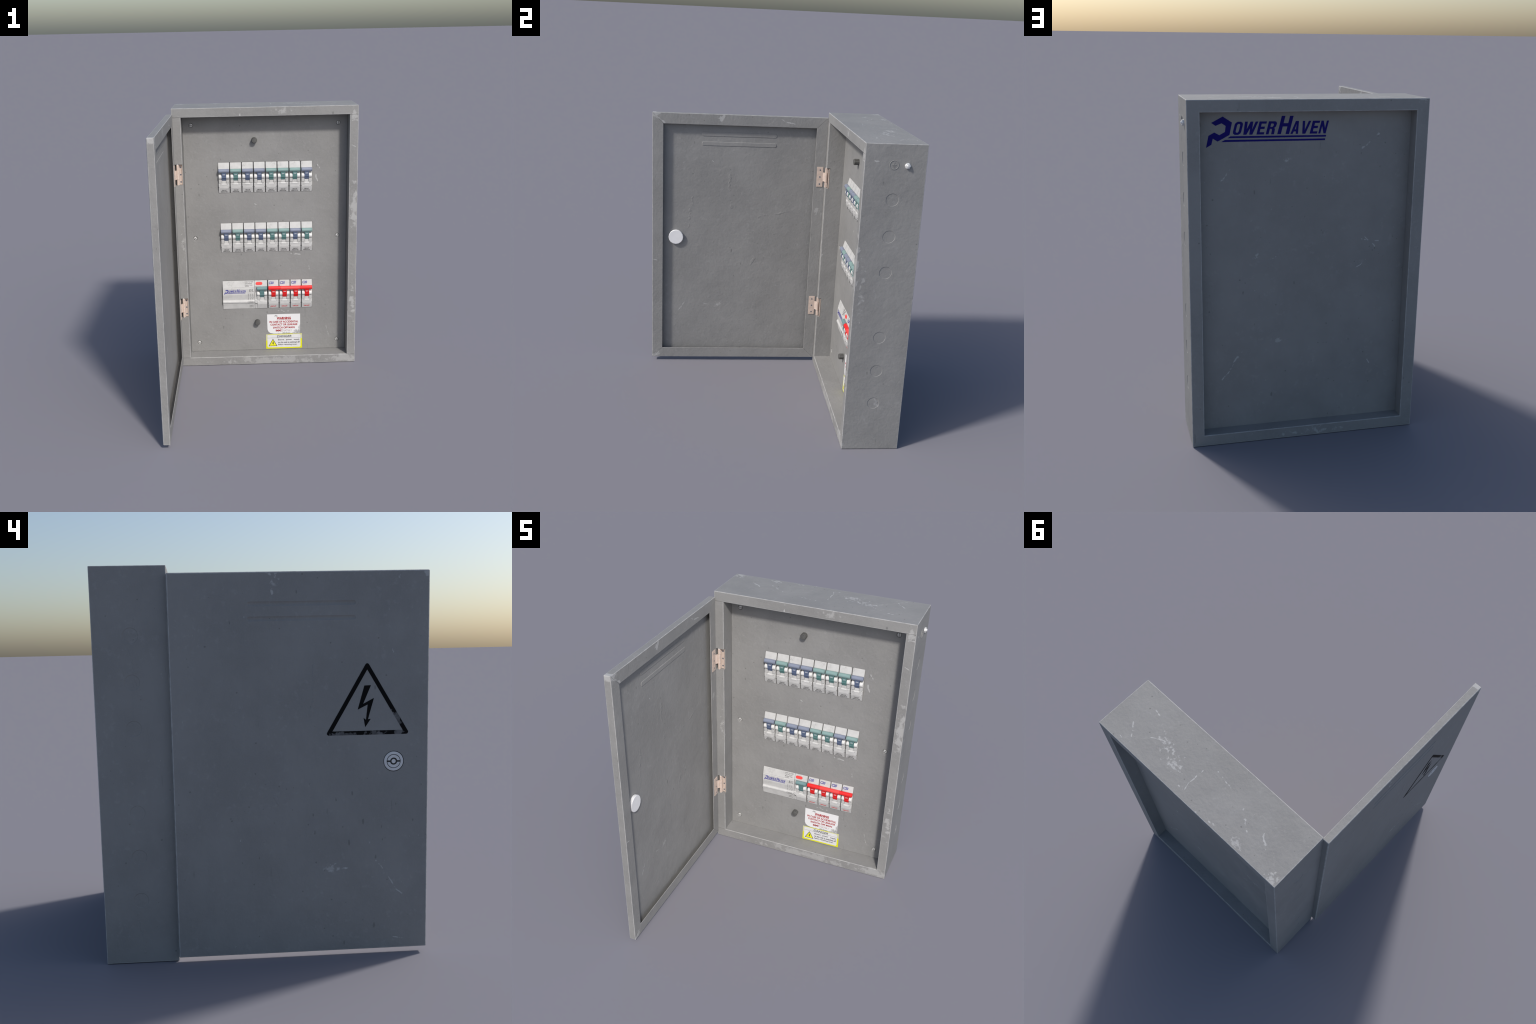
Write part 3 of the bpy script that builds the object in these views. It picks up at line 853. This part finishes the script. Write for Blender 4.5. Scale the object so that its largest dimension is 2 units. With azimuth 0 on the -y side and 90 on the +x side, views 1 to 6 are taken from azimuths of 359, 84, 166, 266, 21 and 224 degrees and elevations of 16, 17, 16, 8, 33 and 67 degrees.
s = 0.2480
lm = logo.copy()
lm.materials.clear()
add("maker_lettering", lm, M_INK_BLUE, unit, FACE_MID @ Matrix.Translation((-0.3262, 0.0030, 0.0001)) @ Matrix.Diagonal((s, s, 0.4, 1)), smooth=False)
bt = shape_mesh([rounded_rect(-0.0793, -0.0270, 0.0120, 0.0350, 0.0114, 8)], 0.0030)
add("test_button", bt, M_RED_LIGHT, unit, plane((0, -0.0130, 0.1850), (1, 0, 0), (0, 0.0124, 0.0460)) @ Matrix.Translation((0, 0, -0.0012)))

# ------------------------------------------------------------------ stickers
flat = lambda y: plane((0, y, 0), (1, 0, 0), (0, 0, 1))
paper = shape_mesh([[(0.0067, 0.366), (0.2682, 0.366), (0.2682, 0.2012), (0.058, 0.2012), (0.030, 0.2080), (0.014, 0.2220), (0.0085, 0.2400), (0.0070, 0.2900)]], 0.0012)
warn = add("warning_sticker", paper, M_PAPER, cover, smooth=False)
for v in paper.vertices:
    v.co = flat(PANEL_Y - 0.0001) @ v.co
items = []
for line, bx, bold in (("WARNING", (0.0825, 0.1950, 0.3215, 0.3420), 0.05), ("IN CASE OF ACCIDENTAL", (0.0250, 0.2530, 0.2935, 0.3100), 0.036),
                       ("CONTACT OR LEAKAGE", (0.0320, 0.2460, 0.2700, 0.2865), 0.036), ("SWITCH OFF MAIN", (0.0535, 0.2245, 0.2440, 0.2605), 0.036),
                       ("IMMEDIATELY", (0.0740, 0.2050, 0.2195, 0.2360), 0.036)):
    items.append((text_mesh(line, bx, 0.0006, bold=bold), flat(PANEL_Y - 0.0011), 0))
items.append((shape_mesh([[(0.0825, 0.3165), (0.1950, 0.3165), (0.1950, 0.3185), (0.0825, 0.3185)]], 0.0006), flat(PANEL_Y - 0.0011), 0))
add("lettering", join_meshes(items), M_PAPER_RED, warn, smooth=False)

base = shape_mesh([[(-0.0042, 0.0735), (0.2835, 0.0755), (0.2825, 0.1995), (-0.0042, 0.1965)]], 0.0011)
for v in base.vertices:
    v.co = flat(PANEL_Y - 0.0001) @ v.co
dang = add("danger_sticker", base, M_YELLOW, cover, smooth=False)
F2 = flat(PANEL_Y - 0.0010)
F3 = flat(PANEL_Y - 0.0016)
tri = lambda cx, z0, z1, hw: [(cx - hw, z0), (cx + hw, z0), (cx, z1)]
items = [(shape_mesh([rounded_rect(0.0068, 0.2705, 0.0850, 0.1930, 0.010)], 0.0008), F2, 0),
         (shape_mesh([tri(0.0505, 0.0955, 0.1585, 0.0355)], 0.0006), F3, 1),
         (shape_mesh([tri(0.0505, 0.0995, 0.1500, 0.0288)], 0.0006), flat(PANEL_Y - 0.0020), 2),
         (shape_mesh([[(0.0520, 0.1355), (0.0570, 0.1355), (0.0535, 0.1235), (0.0585, 0.1250), (0.0510, 0.1050), (0.0495, 0.1185), (0.0440, 0.1165)]], 0.0005), flat(PANEL_Y - 0.0024), 1),
         (shape_mesh([[(0.0068, 0.1650), (0.2705, 0.1650), (0.2705, 0.1662), (0.0068, 0.1662)]], 0.0005), F3, 1),
         (text_mesh("DANGER", (0.0820, 0.1985, 0.1695, 0.1880), 0.0005, bold=0.016, shear=0.25), F3, 1)]
for line, z, bx in (("Ensure   power   supply", 0.1400, (0.0915, 0.2630)), ("to this unit is switched off", 0.1190, (0.0915, 0.2640)), ("before removing cover.", 0.0985, (0.0915, 0.2450))):
    items.append((text_mesh(line, (bx[0], bx[1], z, z + 0.0155), 0.0005, bold=0.022), F3, 1))
add("lettering", join_meshes(items), [M_WHITE, M_INK, M_YELLOW_SIGN], dang, smooth=False)

# ------------------------------------------------------------------ door
LIP_T = 0.0035
LY, LZ = -0.6533, 1.0156          # axis of the lock


def door_pan():
    bm = bmesh.new()
    box(bm, DX_OUT, DX_IN - LIP_T + 0.0005, DY0, DY1, DZ0, DZ1)
    long = [e for e in bm.edges if all(abs(v.co.x - DX_OUT) < 1e-5 for v in e.verts) or abs(e.verts[0].co.x - e.verts[1].co.x) > 0.01]
    bmesh.ops.bevel(bm, geom=long, offset=0.0065, segments=4, profile=0.5, affect="EDGES", material=1)
    me = to_mesh(bm)
    c = bmesh.new()
    t = 0.004
    box(c, DX_OUT + SKIN, DX_IN + 0.02, DY0 + t, DY1 - t, DZ0 + t, DZ1 - t)
    # two pressed stiffening ribs, hollow on the outside
    for za in (1.7348, 1.8062):
        groove(c, DX_OUT - 0.0106, za, 0.0156, -0.466, 0.080)
    # round hole that the lock sits in
    lathe(c, [(0.0526, -0.01), (0.0526, SKIN + 0.003)], 48, lambda a, b, h: (DX_OUT + h, LY + a, LZ + b))
    cm = to_mesh(c)
    for m in (me, cm):
        m.materials.append(M_DOOR)
        m.materials.append(M_EDGE)
    return cut(me, cm)


def groove(bm, x, z, r, y0, y1, squash=1.0, segs=20):
    """Round-ended bar along y."""
    prof = [(0.0005, y0)]
    prof += [(r * math.sin(a), y0 + r * (1 - math.cos(a))) for a in [math.pi / 2 * i / 6 for i in range(1, 7)]]
    prof += [(r * math.cos(a), y1 - r * (1 - math.sin(a))) for a in [math.pi / 2 * i / 6 for i in range(0, 6)]]
    prof += [(0.0005, y1)]
    lathe(bm, prof, segs, lambda a, b, h: (x + a * squash, h, z + b))


door = add("door", door_pan(), None)

bm = bmesh.new()
for za in (1.7365, 1.8070):
    stack = []
    for grow, rise in ((0.0, -0.001), (0.0, 0.0002), (-0.0022, 0.0022), (-0.0046, 0.0028)):
        r = 0.0160 + grow
        ring = rounded_rect(-0.4700 - grow, 0.0900 + grow, za - r, za + r, r - 0.0005, 6)
        stack.append([bm.verts.new((DX_OUT + SKIN + rise, y, z)) for y, z in ring])
    for lo, hi in zip(stack, stack[1:]):
        for i in range(len(lo)):
            j = (i + 1) % len(lo)
            bm.faces.new((lo[i], lo[j], hi[j], hi[i]))
    bm.faces.new(stack[-1])
    bm.faces.new(stack[0][::-1])
add("stiffening_rib", to_mesh(bm), M_DOOR, door)

# four mitred lips folded round the inner face
LI = dict(y0=-0.7520, y1=0.3790, z0=0.1075, z1=1.8810)
corners_out = [(DY0, DZ0), (DY1, DZ0), (DY1, DZ1), (DY0, DZ1)]
corners_in = [(LI["y0"], LI["z0"]), (LI["y1"], LI["z0"]), (LI["y1"], LI["z1"]), (LI["y0"], LI["z1"])]
for k in range(4):
    j = (k + 1) % 4
    a, b, c_, d = (Vector(p) for p in (corners_out[k], corners_out[j], corners_in[j], corners_in[k]))
    along = (b - a).normalized() * 0.0007
    pts = [a + along, b - along, c_ - along, d + along]
    bm = bmesh.new()
    prism(bm, [tuple(p) for p in pts], DX_IN - LIP_T, DX_IN, lambda u, v, x: (x, u, v))
    outer = [e for e in bm.edges if all(abs(v.co.x - DX_IN) < 1e-5 for v in e.verts)
             and (all((Vector((v.co.y, v.co.z)) - p).length < 0.01 for v, p in zip(e.verts, (a, b))) or all((Vector((v.co.y, v.co.z)) - p).length < 0.01 for v, p in zip(e.verts, (b, a))))]
    rest = [e for e in bm.edges if all(abs(v.co.x - DX_IN) < 1e-5 for v in e.verts) and e not in outer]
    bmesh.ops.bevel(bm, geom=outer, offset=0.0034, segments=3, profile=0.5, affect="EDGES", material=1)
    inner_edges = [e for e in bm.edges if all(abs(v.co.x - DX_IN) < 1e-5 for v in e.verts)
                   and all(min((Vector((v.co.y, v.co.z)) - q).length for q in (c_, d)) < 0.01 for v in e.verts)]
    bmesh.ops.bevel(bm, geom=inner_edges, offset=0.0014, segments=2, profile=0.5, affect="EDGES", material=1)
    add("door_lip", to_mesh(bm), [M_LIP, M_EDGE], door)

# latch button inside, lock outside
bm = bmesh.new()
lathe(bm, [(0.0540, 0.0), (0.0560, 0.002), (0.0560, 0.0165), (0.0530, 0.0195)], 16, lambda a, b, h: (DX_OUT + SKIN - 0.0005 + h, LY + a, LZ + b))
add("latch_button", to_mesh(bm), M_STEEL, door)

bm = bmesh.new()
lk = lambda a, b, h: (DX_OUT + 0.0030 - h, LY + a, LZ + b)
lathe(bm, [(0.0525, -0.0024), (0.0525, -0.0018), (0.0001, -0.0018)], 48, lk, mat=1, cap_end=False)                                 # black disc, paints the shadowed gap round the lock
lathe(bm, [(0.0492, -0.0030), (0.0492, 0.0018), (0.0474, 0.0030), (0.0450, 0.0034), (0.0358, 0.0034), (0.0358, 0.0018)], 48, lk, mat=0, cap_end=False)
lathe(bm, [(0.0364, 0.0019), (0.0001, 0.0019)], 48, lk, mat=1, cap_start=False)
lock = to_mesh(bm)
parts = [(lock, None, -1)]
bm2 = bmesh.new()
bm2.from_mesh(lock)


def half_barrel(s):
    """One half of the lock barrel: a half disc less the slot and the pin hole."""
    r, hole, slot = 0.0324, 0.0184, 0.0042
    a0 = math.asin(slot / r)
    b0 = math.asin(slot / hole)
    pts = [(r * math.cos(a0 + (math.pi - 2 * a0) * i / 24), s * r * math.sin(a0 + (math.pi - 2 * a0) * i / 24)) for i in range(25)]
    pts += [(-hole * math.cos(b0 + (math.pi - 2 * b0) * i / 16), s * hole * math.sin(b0 + (math.pi - 2 * b0) * i / 16)) for i in range(17)]
    return pts


for s in (-1, 1):
    prism(bm2, half_barrel(s), 0.0012, 0.0034, lambda u, v, h: (DX_OUT + 0.0030 - h, LY + u, LZ + v), mat=0)
lathe(bm2, [(0.0106, 0.0012), (0.0106, 0.0030), (0.0098, 0.0034)], 24, lk, mat=0)
add("lock", to_mesh(bm2), [M_LOCK, M_DARK], door)

# ------------------------------------------------------------------ warning sign printed on the door

def stroke_triangle(verts, r, k=10):
    """Outer round-cornered outline at distance r round a triangle."""
    out = []
    n = len(verts)
    for i in range(n):
        p, q, s = Vector(verts[i - 1]), Vector(verts[i]), Vector(verts[(i + 1) % n])
        d1, d2 = (q - p).normalized(), (s - q).normalized()
        a1 = math.atan2(-d1.x, d1.y)
        n1 = Vector((d1.y, -d1.x))
        n2 = Vector((d2.y, -d2.x))
        t1, t2 = math.atan2(n1.y, n1.x), math.atan2(n2.y, n2.x)
        while t2 < t1:
            t2 += 2 * math.pi
        for j in range(k + 1):
            t = t1 + (t2 - t1) * j / k
            out.append((q.x + r * math.cos(t), q.y + r * math.sin(t)))
    return out


# seen from outside the drawing runs along -y: u = -y
inner = [(0.3415, 1.1745), (0.6985, 1.1735), (0.5180, 1.4790)]
cx, cz = sum(p[0] for p in inner) / 3, sum(p[1] for p in inner) / 3
inr = 0.1035
grow = (inr + 0.0103) / inr
core = [(cx + (x - cx) * grow, cz + (z - cz) * grow) for x, z in inner]
bolt = [(0.5033, 1.4001), (0.5367, 1.4009), (0.4972, 1.3092), (0.5517, 1.3372), (0.5214, 1.2315), (0.5356, 1.2332), (0.5076, 1.1919),
        (0.4991, 1.2389), (0.5113, 1.2290), (0.5202, 1.3054), (0.4697, 1.2808)]
sign = shape_mesh([stroke_triangle(core, 0.0103), inner, bolt], 0.0009)
mx = plane((DX_OUT + 0.0002, 0, 0), (0, -1, 0), (0, 0, 1))
for v in sign.vertices:
    v.co = mx @ v.co
add("warning_symbol", sign, M_SIGN, door, smooth=False)

# ------------------------------------------------------------------ hinges
KX, KY = -0.6375, 0.4665


def hinge_mesh():
    """Hinge standing on z = 0: door leaf, knuckles with pin, case leaf."""
    bm = bmesh.new()
    h = 0.1520
    z1, z2 = 0.0430, 0.1110
    # door leaf with cut corners, standing on the lip
    box(bm, DX_IN - 0.0006, DX_IN + 0.0036, 0.3985, 0.4455, 0.0, h, bevel=0.0012)
    # strap that rises from the leaf to the middle knuckle
    prism(bm, [(DX_IN + 0.0002, 0.4440), (DX_IN + 0.0034, 0.4440), (KX - 0.0070, 0.4590), (KX + 0.004, KY - 0.0095), (KX - 0.004, KY + 0.004), (KX - 0.0135, 0.4600)],
          z1, z2, lambda u, v, w: (u, v, w), bevel=0.0008)
    at = lambda a, b, w: (KX + a, KY + b, w)
    lathe(bm, [(0.0112, z1), (0.0118, z1 + 0.001), (0.0118, z2 - 0.001), (0.0112, z2)], 24, at)
    for a, b in ((0.0015, z1 - 0.0006), (z2 + 0.0006, h - 0.0015)):
        lathe(bm, [(0.0088, a), (0.0094, a + 0.001), (0.0094, b - 0.001), (0.0088, b)], 24, at)
        # straps to the case leaf
        box(bm, KX, KX + 0.012, KY + 0.004, KY + 0.0085, a + 0.001, b - 0.001)
    lathe(bm, [(0.0058, -0.0022), (0.0070, -0.0008), (0.0070, h + 0.0008), (0.0058, h + 0.0022)], 20, at, mat=1)
    # case leaf at the back of the notch, with a turned-out edge
    box(bm, KX + 0.004, -0.6040, 0.4838, 0.4870, 0.0010, h - 0.001, bevel=0.0008)
    box(bm, -0.6072, -0.6040, 0.4770, 0.4868, 0.0012, h - 0.0012, bevel=0.0008)
    return to_mesh(bm)


def hinge_screws():
    bm = bmesh.new()
    for z in (0.0220, 0.0760, 0.1290):
        for c, f in (((DX_IN + 0.0036, 0.4220), lambda a, b, w, z=z: (DX_IN + 0.0034 + w, 0.4220 + a, z + b)),
                     ((-0.6170, 0.4838), lambda a, b, w, z=z: (-0.6170 + a, 0.4840 - w, z + b))):
            lathe(bm, [(0.0062, -0.0008), (0.0062, 0.0006), (0.0050, 0.0011)], 20, f, mat=0)
            lathe(bm, [(0.0026, 0.0006), (0.0026, 0.0014)], 8, f, mat=1)
    return to_mesh(bm)


hm, hs = hinge_mesh(), hinge_screws()
for k, z in enumerate((1.4405, 0.4050)):
    h = add("hinge", hm, [M_BRASS, M_STEEL], None, Matrix.Translation((0, 0, z)), smooth=(k == 0))
    add("hinge_screws", hs, [M_HOLE, M_DARK], h, smooth=(k == 0))["kind"] = "stuff"
